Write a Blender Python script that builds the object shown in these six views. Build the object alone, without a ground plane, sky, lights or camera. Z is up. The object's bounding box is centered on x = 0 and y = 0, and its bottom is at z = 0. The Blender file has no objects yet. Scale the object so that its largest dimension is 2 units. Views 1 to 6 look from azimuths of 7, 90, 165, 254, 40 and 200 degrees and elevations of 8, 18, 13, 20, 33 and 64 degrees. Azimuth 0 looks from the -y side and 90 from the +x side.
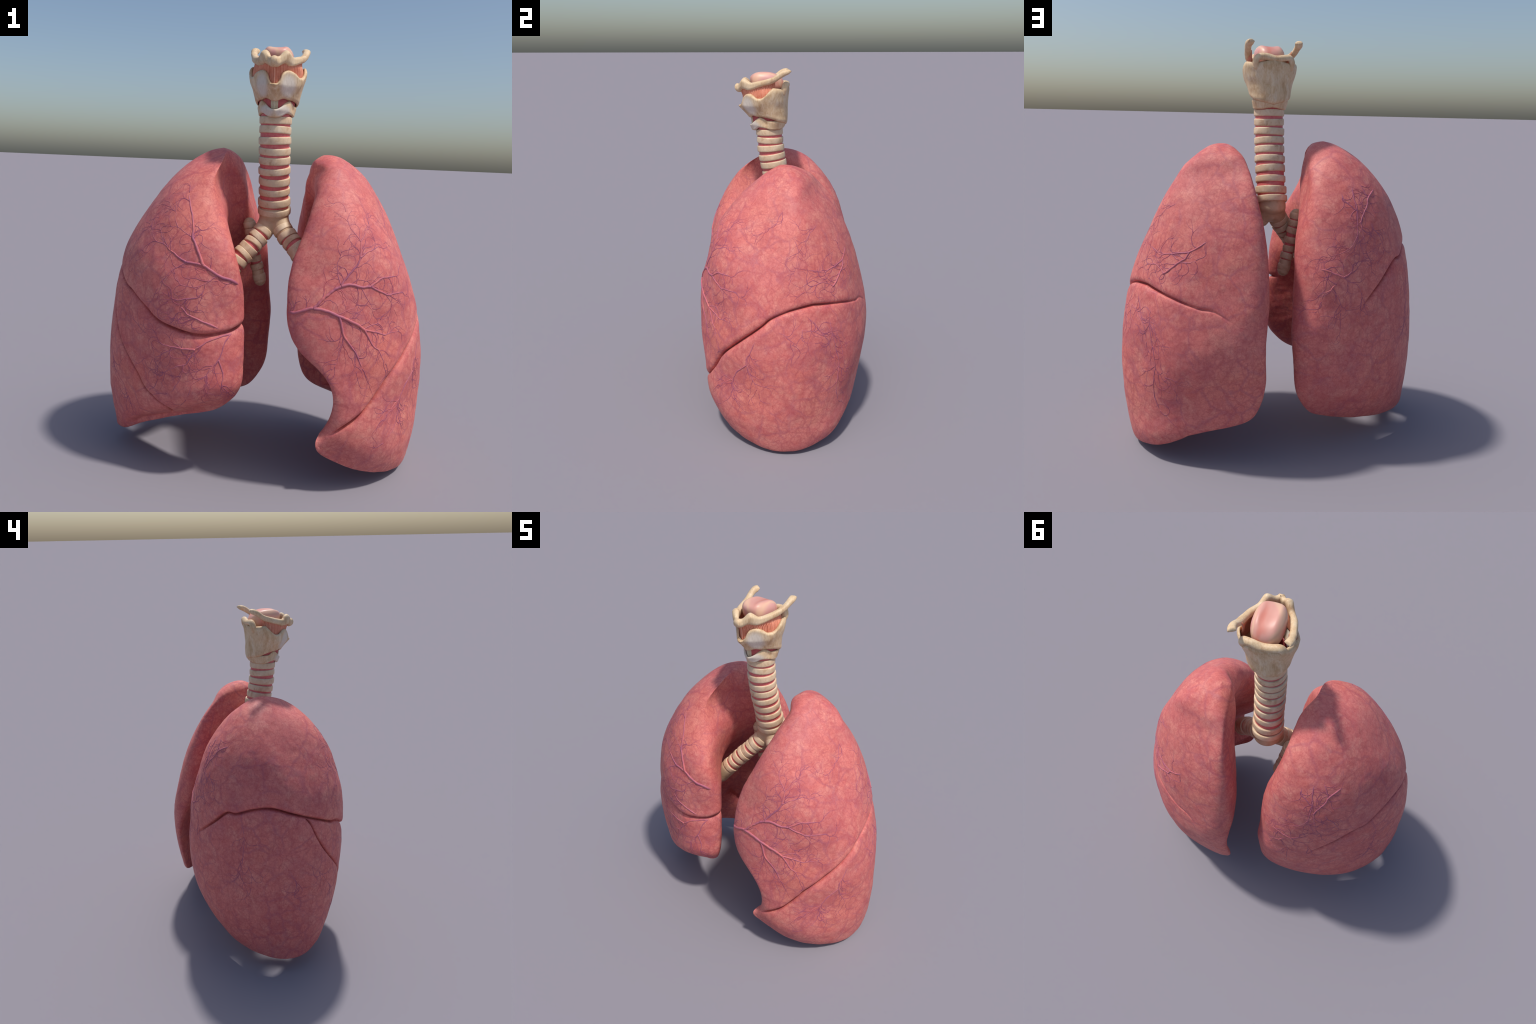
"""Anatomical model of the human lungs: two lobed lungs, the windpipe with its
cartilage rings, the bronchi and the larynx with the hyoid bone on top.
Metres, z up, front of the body towards -y."""
import bpy, bmesh, math, random
import numpy as np
from collections import namedtuple
from mathutils import Vector, Matrix, kdtree
from mathutils.bvhtree import BVHTree

random.seed(7)
RNG = np.random.default_rng(7)

# ------------------------------------------------------------------ helpers
def cubic(t):
    return np.array([(1 - t) ** 3, 3 * t ** 3 - 6 * t ** 2 + 4,
                     -3 * t ** 3 + 3 * t ** 2 + 3 * t + 1, t ** 3]) / 6.0

def closed_basis(n, m):
    B = np.zeros((n, m))
    for i in range(n):
        u = i / n * m
        j = int(u)
        for q, w in enumerate(cubic(u - j)):
            B[i, (j - 1 + q) % m] += w
    return B

def open_basis(n, k):
    B = np.zeros((n, k))
    for i in range(n):
        u = i / (n - 1) * (k - 1)
        j = min(int(u), k - 2)
        for q, w in enumerate(cubic(u - j)):
            c = j - 1 + q
            if c < 0:
                B[i, 0] += 2 * w; B[i, 1] -= w
            elif c > k - 1:
                B[i, k - 1] += 2 * w; B[i, k - 2] -= w
            else:
                B[i, c] += w
    return B

def curve(points, n):
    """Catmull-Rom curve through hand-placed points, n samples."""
    P = np.asarray(points, float)
    if P.ndim == 1:
        P = P[:, None]
    Q = np.vstack([2 * P[0] - P[1], P, 2 * P[-1] - P[-2]])
    out = []
    for t in np.linspace(0, len(P) - 1, n):
        j = min(int(t), len(P) - 2)
        u = t - j
        a, b, c, d = Q[j], Q[j + 1], Q[j + 2], Q[j + 3]
        out.append(0.5 * (2 * b + (c - a) * u + (2 * a - 5 * b + 4 * c - d) * u * u
                          + (3 * b - a - 3 * c + d) * u ** 3))
    return np.array(out)

def graph(xs, ys):
    """Smooth function y(x) through knots (monotone-ish cubic)."""
    xs = np.asarray(xs, float); ys = np.asarray(ys, float)
    m = np.gradient(ys, xs)
    for i in range(1, len(xs) - 1):
        if (ys[i] - ys[i - 1]) * (ys[i + 1] - ys[i]) <= 0:
            m[i] = 0
    def f(x):
        x = np.clip(np.asarray(x, float), xs[0], xs[-1])
        i = np.clip(np.searchsorted(xs, x) - 1, 0, len(xs) - 2)
        h = xs[i + 1] - xs[i]
        t = (x - xs[i]) / h
        return ((2 * t ** 3 - 3 * t ** 2 + 1) * ys[i] + (t ** 3 - 2 * t ** 2 + t) * h * m[i]
                + (-2 * t ** 3 + 3 * t ** 2) * ys[i + 1] + (t ** 3 - t ** 2) * h * m[i + 1])
    return f

def grid_faces(nu, nv, close_u=False, close_v=False):
    F = []
    for i in range(nu if close_u else nu - 1):
        for j in range(nv if close_v else nv - 1):
            a, b = i, (i + 1) % nu
            c, d = j, (j + 1) % nv
            F.append((a * nv + c, b * nv + c, b * nv + d, a * nv + d))
    return F

def new_object(name, verts, faces, material, parent, smooth=True, recalc=True):
    me = bpy.data.meshes.new(name)
    me.from_pydata([tuple(map(float, v)) for v in verts], [], faces)
    me.validate()
    if recalc:
        bm = bmesh.new(); bm.from_mesh(me)
        bmesh.ops.remove_doubles(bm, verts=bm.verts, dist=1e-6)
        bmesh.ops.recalc_face_normals(bm, faces=bm.faces)
        bm.to_mesh(me); bm.free()
    if smooth:
        me.polygons.foreach_set("use_smooth", [True] * len(me.polygons))
    me.materials.append(material)
    ob = bpy.data.objects.new(name, me)
    bpy.context.scene.collection.objects.link(ob)
    ob.parent = parent
    return ob

def group(name, parent=None):
    e = bpy.data.objects.new(name, None)
    e.empty_display_size = 0.05
    bpy.context.scene.collection.objects.link(e)
    e.parent = parent
    return e

def frames(P):
    """Parallel-transport frames along a polyline."""
    T = np.gradient(P, axis=0)
    T /= np.linalg.norm(T, axis=1)[:, None]
    ref = np.array([0, 0, 1.0]) if abs(T[0][2]) < 0.9 else np.array([0, -1.0, 0])
    N = np.zeros_like(P)
    n = ref - T[0] * (ref @ T[0])
    for i in range(len(P)):
        n = n - T[i] * (n @ T[i])
        n /= np.linalg.norm(n)
        N[i] = n
    return T, N, np.cross(T, N)

def tube(P, ra, rb=None, ns=24, caps=True, roll=None):
    """Verts/faces of a round-ended tube; ra along the frame normal, rb across."""
    P = np.asarray(P, float)
    n = len(P)
    ra = np.broadcast_to(np.asarray(ra, float), (n,)).copy()
    rb = ra.copy() if rb is None else np.broadcast_to(np.asarray(rb, float), (n,)).copy()
    T, N, B = frames(P)
    if caps:
        k = 5
        r0, r1 = (ra[0] + rb[0]) / 2, (ra[-1] + rb[-1]) / 2
        pre, post = [], []
        for i in range(k):
            a = math.pi / 2 * (i + 0.12) / k
            pre.append((P[0] - T[0] * r0 * math.cos(a), ra[0] * math.sin(a), rb[0] * math.sin(a)))
            post.append((P[-1] + T[-1] * r1 * math.cos(a), ra[-1] * math.sin(a), rb[-1] * math.sin(a)))
        post = post[::-1]
        P = np.vstack([[p[0] for p in pre], P, [p[0] for p in post]])
        ra = np.r_[[p[1] for p in pre], ra, [p[1] for p in post]]
        rb = np.r_[[p[2] for p in pre], rb, [p[2] for p in post]]
        N = np.vstack([np.repeat(N[:1], k, 0), N, np.repeat(N[-1:], k, 0)])
        B = np.vstack([np.repeat(B[:1], k, 0), B, np.repeat(B[-1:], k, 0)])
    th = np.arange(ns) / ns * 2 * np.pi
    V = (P[:, None] + N[:, None] * (ra[:, None] * np.cos(th))[..., None]
         + B[:, None] * (rb[:, None] * np.sin(th))[..., None]).reshape(-1, 3)
    F = grid_faces(len(P), ns, close_v=True)
    F.append(tuple(range(ns)))
    F.append(tuple((len(P) - 1) * ns + i for i in range(ns)))
    return V, F

def merge(parts):
    V, F, o = [], [], 0
    for v, f in parts:
        V.append(np.asarray(v)); F += [tuple(i + o for i in q) for q in f]; o += len(v)
    return np.vstack(V), F

def hash_noise(P, scale, seed=0):
    """Smooth 3-D value noise in numpy, range about -1..1."""
    Q = np.asarray(P) * scale + 100.0
    I = np.floor(Q).astype(np.int64); f = Q - I
    f = f * f * (3 - 2 * f)
    def h(i, j, k):
        n = (i * 374761393 + j * 668265263 + k * 2147483647 + seed * 974711) & 0x7fffffff
        n = ((n ^ (n >> 13)) * 1274126177) & 0x7fffffff
        return ((n ^ (n >> 16)) & 0xffff) / 32767.5 - 1
    r = 0
    for a in (0, 1):
        for b in (0, 1):
            for c in (0, 1):
                w = (f[:, 0] if a else 1 - f[:, 0]) * (f[:, 1] if b else 1 - f[:, 1]) * (f[:, 2] if c else 1 - f[:, 2])
                r = r + w * h(I[:, 0] + a, I[:, 1] + b, I[:, 2] + c)
    return r

# ---------------------------------------------------------------- materials
class Mat:
    """Small wrapper for building node materials."""
    def __init__(self, name):
        self.m = bpy.data.materials.new(name)
        self.m.use_nodes = True
        self.t = self.m.node_tree
        self.t.nodes.clear()
        self.out = self.t.nodes.new("ShaderNodeOutputMaterial")
        self.b = self.t.nodes.new("ShaderNodeBsdfPrincipled")
        self.t.links.new(self.b.outputs[0], self.out.inputs[0])
        self.co = self.t.nodes.new("ShaderNodeTexCoord").outputs["Object"]
    def link(self, a, b):
        self.t.links.new(a, b)
    def put(self, sock, v):
        if hasattr(v, "is_output"):
            self.link(v, sock)
        elif isinstance(v, (tuple, list)) and len(v) == 3 and sock.type == 'RGBA':
            sock.default_value = (*v, 1)
        else:
            sock.default_value = v
    def map(self, scale=(1, 1, 1), loc=(0, 0, 0), rot=(0, 0, 0), src=None):
        n = self.t.nodes.new("ShaderNodeMapping")
        n.inputs["Scale"].default_value = scale
        n.inputs["Location"].default_value = loc
        n.inputs["Rotation"].default_value = rot
        self.link(src or self.co, n.inputs[0])
        return n.outputs[0]
    def noise(self, scale, detail=3, rough=0.5, dist=0.0, src=None, color=False):
        n = self.t.nodes.new("ShaderNodeTexNoise")
        n.inputs["Scale"].default_value = scale
        n.inputs["Detail"].default_value = detail
        n.inputs["Roughness"].default_value = rough
        n.inputs["Distortion"].default_value = dist
        self.link(src or self.co, n.inputs["Vector"])
        return n.outputs["Color" if color else "Fac"]
    def voronoi(self, scale, feature='DISTANCE_TO_EDGE', src=None, out="Distance", rand=1.0):
        n = self.t.nodes.new("ShaderNodeTexVoronoi")
        n.feature = feature
        n.inputs["Scale"].default_value = scale
        n.inputs["Randomness"].default_value = rand
        self.link(src or self.co, n.inputs["Vector"])
        return n.outputs[out]
    def wave(self, scale, dist=0, detail=2, src=None, direction='X', dscale=1.0):
        n = self.t.nodes.new("ShaderNodeTexWave")
        n.bands_direction = direction
        n.inputs["Scale"].default_value = scale
        n.inputs["Distortion"].default_value = dist
        n.inputs["Detail"].default_value = detail
        n.inputs["Detail Scale"].default_value = dscale
        self.link(src or self.co, n.inputs["Vector"])
        return n.outputs["Fac"]
    def ramp(self, fac, *stops, ease=True):
        n = self.t.nodes.new("ShaderNodeValToRGB")
        n.color_ramp.interpolation = 'EASE' if ease else 'LINEAR'
        e = n.color_ramp.elements
        while len(e) > 1:
            e.remove(e[0])
        for i, (p, c) in enumerate(stops):
            el = e[0] if i == 0 else e.new(p)
            el.position = p
            if isinstance(c, (int, float)):
                c = (c, c, c)
            el.color = (*c, 1)
        self.link(fac, n.inputs[0])
        return n.outputs[0]
    def mix(self, fac, a, b, mode='MIX'):
        n = self.t.nodes.new("ShaderNodeMix")
        n.data_type = 'RGBA'
        n.blend_type = mode
        self.put(n.inputs[0], fac); self.put(n.inputs[6], a); self.put(n.inputs[7], b)
        return n.outputs[2]
    def math(self, op, a, b=0.0, clamp=False):
        n = self.t.nodes.new("ShaderNodeMath")
        n.operation = op; n.use_clamp = clamp
        self.put(n.inputs[0], a); self.put(n.inputs[1], b)
        return n.outputs[0]
    def vmath(self, op, a, b=(0, 0, 0), scale=None):
        n = self.t.nodes.new("ShaderNodeVectorMath")
        n.operation = op
        self.put(n.inputs[0], a)
        if scale is not None:
            n.inputs["Scale"].default_value = scale
        else:
            self.put(n.inputs[1], b)
        return n.outputs["Value" if op in ("DISTANCE", "LENGTH", "DOT_PRODUCT") else "Vector"]
    def warp(self, amount, scale, detail=2, src=None):
        """coordinates pushed around by noise"""
        c = self.noise(scale, detail, src=src, color=True)
        c = self.vmath('SUBTRACT', c, (0.5, 0.5, 0.5))
        c = self.vmath('SCALE', c, scale=amount)
        return self.vmath('ADD', src or self.co, c)
    def bump(self, height, strength, distance, prev=None):
        n = self.t.nodes.new("ShaderNodeBump")
        n.inputs["Strength"].default_value = strength
        n.inputs["Distance"].default_value = distance
        self.link(height, n.inputs["Height"])
        if prev is not None:
            self.link(prev, n.inputs["Normal"])
        return n.outputs[0]
    def spot(self, c, r, soft=0.5):
        """1 inside an ellipsoid at c with radii r, fading to 0"""
        m = self.map(scale=tuple(1 / q for q in r), loc=tuple(-a / q for a, q in zip(c, r)))
        d = self.vmath('LENGTH', m)
        return self.ramp(d, (max(0.0, 1 - soft), 1.0), (1.0, 0.0))
    def finish(self, color, rough=0.5, normal=None, spec=0.4, sss=0.0):
        self.put(self.b.inputs["Base Color"], color)
        self.put(self.b.inputs["Roughness"], rough)
        self.b.inputs["Specular IOR Level"].default_value = spec
        if sss:
            self.b.inputs["Subsurface Weight"].default_value = sss
            self.b.inputs["Subsurface Radius"].default_value = (0.02, 0.008, 0.006)
            self.b.inputs["Subsurface Scale"].default_value = 0.3
        if normal is not None:
            self.link(normal, self.b.inputs["Normal"])
        return self.m

def lin(r, g, b):
    f = lambda c: c / 12.92 if c <= 0.04045 else ((c + 0.055) / 1.055) ** 2.4
    return tuple(f(v / 255) for v in (r, g, b))

def lung_material():
    m = Mat("lung_tissue")
    # pale blotches between wandering fine red threads and violet vessels
    def threads(scale, width, loc, warp=0.0, detail=3, dist=0.6):
        src = m.map(loc=loc)
        if warp:
            src = m.warp(warp, scale * 0.8, 2, src=src)
        n = m.noise(scale, detail, 0.55, dist, src=src)
        d = m.math('ABSOLUTE', m.math('SUBTRACT', n, 0.5))
        return m.ramp(d, (0.0, 1.0), (width, 0.0))
    broad = m.noise(2.4, 3, 0.55)
    base = m.ramp(broad, (0.32, lin(209, 113, 107)), (0.52, lin(217, 123, 115)), (0.72, lin(221, 133, 123)))
    patch = m.noise(13, 3, 0.55, 0.3)
    base = m.mix(m.ramp(patch, (0.47, 0.0), (0.66, 0.66)), base, lin(222, 146, 132))
    patch2 = m.noise(26, 3, 0.6, 0.3, src=m.map(loc=(1, 6, 3)))
    base = m.mix(m.ramp(patch2, (0.53, 0.0), (0.72, 0.38)), base, lin(226, 152, 139))
    hot = m.noise(8, 4, 0.65, 0.8, src=m.map(loc=(9, 4, 2)))
    base = m.mix(m.ramp(hot, (0.48, 0.0), (0.68, 0.50)), base, lin(198, 90, 85))
    dusk = m.noise(5.0, 4, 0.65, 0.8, src=m.map(loc=(3, 1, 7)))
    base = m.mix(m.ramp(dusk, (0.50, 0.0), (0.72, 0.34)), base, lin(168, 90, 106))
    wide = m.noise(2.6, 3, 0.6, 0.5, src=m.map(loc=(6, 9, 2)))
    base = m.mix(m.ramp(wide, (0.48, 0.0), (0.68, 0.30)), base, lin(172, 88, 100))
    base = m.mix(m.ramp(wide, (0.32, 0.35), (0.46, 0.0)), base, lin(222, 130, 108))
    gate = m.ramp(m.noise(6, 2, src=m.map(loc=(2, 8, 5))), (0.36, 0.0), (0.56, 1.0))
    gate2 = m.ramp(m.noise(5, 2, src=m.map(loc=(7, 2, 9))), (0.36, 0.0), (0.56, 1.0))
    def web(scale, warp, wscale, width):
        return m.ramp(m.voronoi(scale, src=m.warp(warp, wscale, 4)), (0.0, 1.0), (width, 0.0))
    base = m.mix(m.math('MULTIPLY', m.math('MULTIPLY', web(7.5, 0.13, 6, 0.090), gate2), 0.50), base, lin(160, 82, 104))
    base = m.mix(m.math('MULTIPLY', m.math('MULTIPLY', web(14, 0.10, 10, 0.12), gate), 0.42), base, lin(174, 78, 88))
    base = m.mix(m.math('MULTIPLY', web(27, 0.06, 18, 0.13), 0.26), base, lin(180, 74, 78))
    base = m.mix(m.math('MULTIPLY', m.math('MULTIPLY', threads(7.5, 0.010, (8, 1, 4)), gate), 0.30), base, lin(156, 80, 104))
    base = m.mix(m.math('MULTIPLY', threads(15, 0.030, (4, 7, 1)), 0.34), base, lin(178, 72, 78))
    base = m.mix(m.math('MULTIPLY', threads(34, 0.06, (1, 2, 8)), 0.30), base, lin(182, 76, 78))
    streaks = m.noise(20, 3, 0.6, 0.5, src=m.map(scale=(1, 1, 0.22), loc=(2, 3, 4)))
    base = m.mix(m.ramp(streaks, (0.52, 0.0), (0.70, 0.36)), base, lin(180, 84, 88))
    grain = m.noise(130, 3, 0.7, 0.5)
    base = m.mix(0.16, base, m.ramp(grain, (0.3, lin(178, 88, 84)), (0.7, lin(230, 152, 142))))
    n = m.bump(m.noise(24, 4, 0.6), 0.30, 0.005)
    n = m.bump(grain, 0.10, 0.002, n)
    return m.finish(base, m.ramp(m.noise(12, 3), (0.3, 0.52), (0.7, 0.66)), n, 0.30)

def vein_material():
    m = Mat("surface_vein")
    v = m.noise(11, 3, 0.6)
    base = m.ramp(v, (0.34, lin(166, 94, 116)), (0.5, lin(182, 103, 116)), (0.66, lin(200, 111, 112)))
    n = m.bump(m.noise(60, 3), 0.2, 0.002)
    return m.finish(base, 0.55, n, 0.30)

def bone_material(name, tone=1.0, white_spots=(), stain=0.5):
    m = Mat(name)
    c = lambda r, g, b: tuple(v * tone for v in lin(r, g, b))
    streak = m.noise(26, 4, 0.65, 0.5, src=m.map(scale=(1, 1, 0.45)))
    base = m.ramp(streak, (0.3, c(196, 160, 122)), (0.5, c(216, 188, 150)), (0.7, c(226, 206, 176)))
    st = m.noise(14, 5, 0.75, 0.6, src=m.map(scale=(1, 1, 0.5), loc=(4, 2, 8)))
    base = m.mix(m.ramp(st, (0.48, 0.0), (0.66, stain)), base, c(172, 128, 76))
    for centre, radii in white_spots:
        base = m.mix(m.spot(centre, radii, 0.55), base, c(216, 205, 192))
    fine = m.noise(160, 3, 0.7, src=m.map(scale=(1, 1, 0.3)))
    base = m.mix(0.14, base, m.ramp(fine, (0.35, c(170, 130, 92)), (0.65, c(240, 222, 196))))
    n = m.bump(m.noise(60, 4, 0.6), 0.25, 0.003)
    return m.finish(base, 0.52, n, 0.35)

def ring_material():
    m = Mat("ring_cartilage")
    info = m.t.nodes.new("ShaderNodeObjectInfo")
    off = m.vmath('SCALE', m.vmath('ADD', (0, 0, 0), m.co), scale=1.0)
    comb = m.t.nodes.new("ShaderNodeCombineXYZ")
    m.link(m.math('MULTIPLY', info.outputs["Random"], 7.0), comb.inputs[0])
    m.link(m.math('MULTIPLY', info.outputs["Random"], 3.0), comb.inputs[2])
    src = m.vmath('ADD', off, comb.outputs[0])
    v = m.noise(22, 4, 0.65, 0.4, src=src)
    base = m.ramp(v, (0.3, lin(200, 167, 134)), (0.5, lin(218, 192, 160)), (0.72, lin(229, 209, 180)))
    spots = m.noise(48, 4, 0.7, 0.6, src=src)
    base = m.mix(m.ramp(spots, (0.60, 0.0), (0.72, 0.5)), base, lin(158, 112, 72))
    n = m.bump(m.noise(70, 4, 0.6, src=src), 0.22, 0.003)
    return m.finish(base, 0.52, n, 0.35)

def flesh_material(name, a, b, c, scale=40, rough=0.5):
    m = Mat(name)
    base = m.ramp(m.noise(scale, 4, 0.65), (0.3, a), (0.5, b), (0.7, c))
    n = m.bump(m.noise(160, 3, 0.6), 0.3, 0.002)
    return m.finish(base, rough, n, 0.35)

def epiglottis_material():
    m = Mat("epiglottis_mucosa")
    # long streaks from front to back in cream, pink and lilac
    w = m.warp(0.03, 12, 2)
    streak = m.noise(6.5, 2, 0.45, 0.3, src=m.map(scale=(1.5, 0.3, 0.5), src=w))
    base = m.ramp(streak, (0.30, lin(210, 130, 114)), (0.42, lin(215, 158, 144)), (0.50, lin(222, 178, 152)),
                  (0.58, lin(212, 156, 150)), (0.70, lin(218, 164, 130)))
    red = m.noise(11, 2, 0.5, 0.5, src=m.map(loc=(5, 5, 1)))
    base = m.mix(m.ramp(red, (0.55, 0.0), (0.70, 0.6)), base, lin(214, 116, 106))
    return m.finish(base, 0.42, m.bump(m.noise(30, 3), 0.15, 0.003), 0.40)

LUNG = lung_material()
VEIN = vein_material()
CAPILLARY = flesh_material("capillary", lin(148, 78, 106), lin(162, 84, 104), lin(182, 88, 94), 12)
X0 = 0.0175      # mid-line of the airway
HYOID = bone_material("hyoid_bone", 1.02, stain=0.30)
SHIELD = bone_material("shield_cartilage", 1.0, white_spots=(
    ((X0 + 0.062, -0.205, 1.800), (0.050, 0.075, 0.068)), ((X0 - 0.058, -0.205, 1.800), (0.042, 0.075, 0.072))), stain=0.55)
CRICOID = bone_material("cricoid_cartilage", 1.0, white_spots=(
    ((X0 + 0.04, -0.18, 1.692), (0.055, 0.07, 0.036)), ((X0 - 0.04, -0.18, 1.692), (0.055, 0.07, 0.036))), stain=0.4)
RING = ring_material()
WALL = flesh_material("airway_wall", lin(200, 96, 98), lin(212, 110, 109), lin(220, 124, 120), 70)
MUSCLE = flesh_material("striated_membrane", lin(218, 136, 108), lin(228, 152, 124), lin(236, 168, 140), 30)
REDMEM = flesh_material("red_membrane", lin(172, 78, 80), lin(188, 90, 90), lin(200, 104, 100), 60)
LIGAMENT = flesh_material("ligament", lin(190, 172, 142), lin(206, 190, 160), lin(218, 204, 178), 60)
EPIGLOTTIS = epiglottis_material()
MOUTH = flesh_material("carina_cartilage", lin(184, 150, 118), lin(202, 172, 138), lin(214, 188, 156), 18)

# -------------------------------------------------------------------- thing
ROOT = group("lungs_with_windpipe")
ROOT["label"] = "pair of pink veined lungs with ringed windpipe and larynx"
ROOT["category"] = "lungs"

# -------------------------------------------------------------------- lungs
# Each lung is a loft of closed cross-sections from the apex down to the rim of
# its base.  A section lies on a plane (height, rise towards the side, rise
# towards the front); its twelve control points run from the outer side over
# the front, the inner side and the back.
Section = namedtuple("Section", "z rise_side rise_front x y")

LEFT_LUNG_SECTIONS = [
    Section(1.492, 0.019, 0.001,
            x=(0.290, 0.320, 0.306, 0.275, 0.244, 0.223, 0.215, 0.202, 0.201, 0.212, 0.222, 0.247),
            y=(0.003, -0.032, -0.058, -0.073, -0.075, -0.069, -0.060, -0.054, -0.031, 0.012, 0.044, 0.037)),
    Section(1.451, 0.008, -0.001,
            x=(0.401, 0.410, 0.385, 0.365, 0.334, 0.292, 0.251, 0.198, 0.180, 0.180, 0.233, 0.318),
            y=(0.086, 0.034, -0.050, -0.128, -0.159, -0.155, -0.117, -0.057, 0.042, 0.141, 0.163, 0.120)),
    Section(1.376, 0.002, -0.005,
            x=(0.484, 0.491, 0.461, 0.337, 0.244, 0.197, 0.186, 0.146, 0.189, 0.154, 0.245, 0.396),
            y=(0.071, 0.003, -0.126, -0.234, -0.246, -0.143, -0.013, 0.027, 0.137, 0.226, 0.175, 0.119)),
    Section(1.250, -0.004, -0.058,
            x=(0.593, 0.540, 0.525, 0.382, 0.162, 0.255, 0.264, 0.160, 0.150, 0.148, 0.231, 0.504),
            y=(0.024, -0.052, -0.267, -0.445, -0.330, -0.183, 0.015, 0.076, 0.064, 0.312, 0.252, 0.181)),
    Section(1.063, -0.038, -0.059,
            x=(0.678, 0.659, 0.652, 0.352, 0.035, 0.318, 0.335, 0.236, 0.201, 0.069, 0.228, 0.514),
            y=(0.058, -0.112, -0.340, -0.455, -0.403, -0.196, 0.031, 0.144, -0.003, 0.368, 0.389, 0.301)),
    Section(0.843, -0.035, -0.010,
            x=(0.716, 0.757, 0.578, 0.314, 0.014, 0.408, 0.441, 0.337, 0.065, 0.097, 0.329, 0.589),
            y=(0.048, -0.177, -0.344, -0.531, -0.429, -0.231, 0.031, 0.266, 0.241, 0.504, 0.421, 0.338)),
    Section(0.658, 0.003, 0.019,
            x=(0.788, 0.738, 0.575, 0.319, 0.052, 0.454, 0.525, 0.422, 0.093, 0.221, 0.492, 0.658),
            y=(0.020, -0.204, -0.382, -0.513, -0.469, -0.255, 0.030, 0.319, 0.464, 0.512, 0.419, 0.262)),
    Section(0.516, 0.002, 0.075,
            x=(0.798, 0.754, 0.630, 0.384, 0.276, 0.519, 0.598, 0.441, 0.041, 0.258, 0.572, 0.685),
            y=(0.034, -0.185, -0.372, -0.470, -0.515, -0.249, 0.030, 0.280, 0.480, 0.475, 0.387, 0.205)),
    Section(0.352, -0.026, 0.085,
            x=(0.811, 0.715, 0.601, 0.411, 0.336, 0.539, 0.614, 0.461, 0.052, 0.331, 0.612, 0.734),
            y=(0.021, -0.194, -0.358, -0.469, -0.468, -0.233, 0.030, 0.276, 0.453, 0.437, 0.299, 0.147)),
    Section(0.218, -0.066, 0.048,
            x=(0.772, 0.695, 0.555, 0.386, 0.278, 0.466, 0.559, 0.464, 0.117, 0.453, 0.668, 0.747),
            y=(-0.060, -0.293, -0.431, -0.482, -0.387, -0.227, 0.030, 0.263, 0.437, 0.398, 0.271, 0.120)),
    Section(0.176, -0.192, 0.013,
            x=(0.742, 0.630, 0.478, 0.295, 0.261, 0.415, 0.543, 0.508, 0.314, 0.452, 0.627, 0.730),
            y=(-0.064, -0.254, -0.375, -0.404, -0.510, -0.209, 0.037, 0.159, 0.220, 0.342, 0.291, 0.098)),
]

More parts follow.
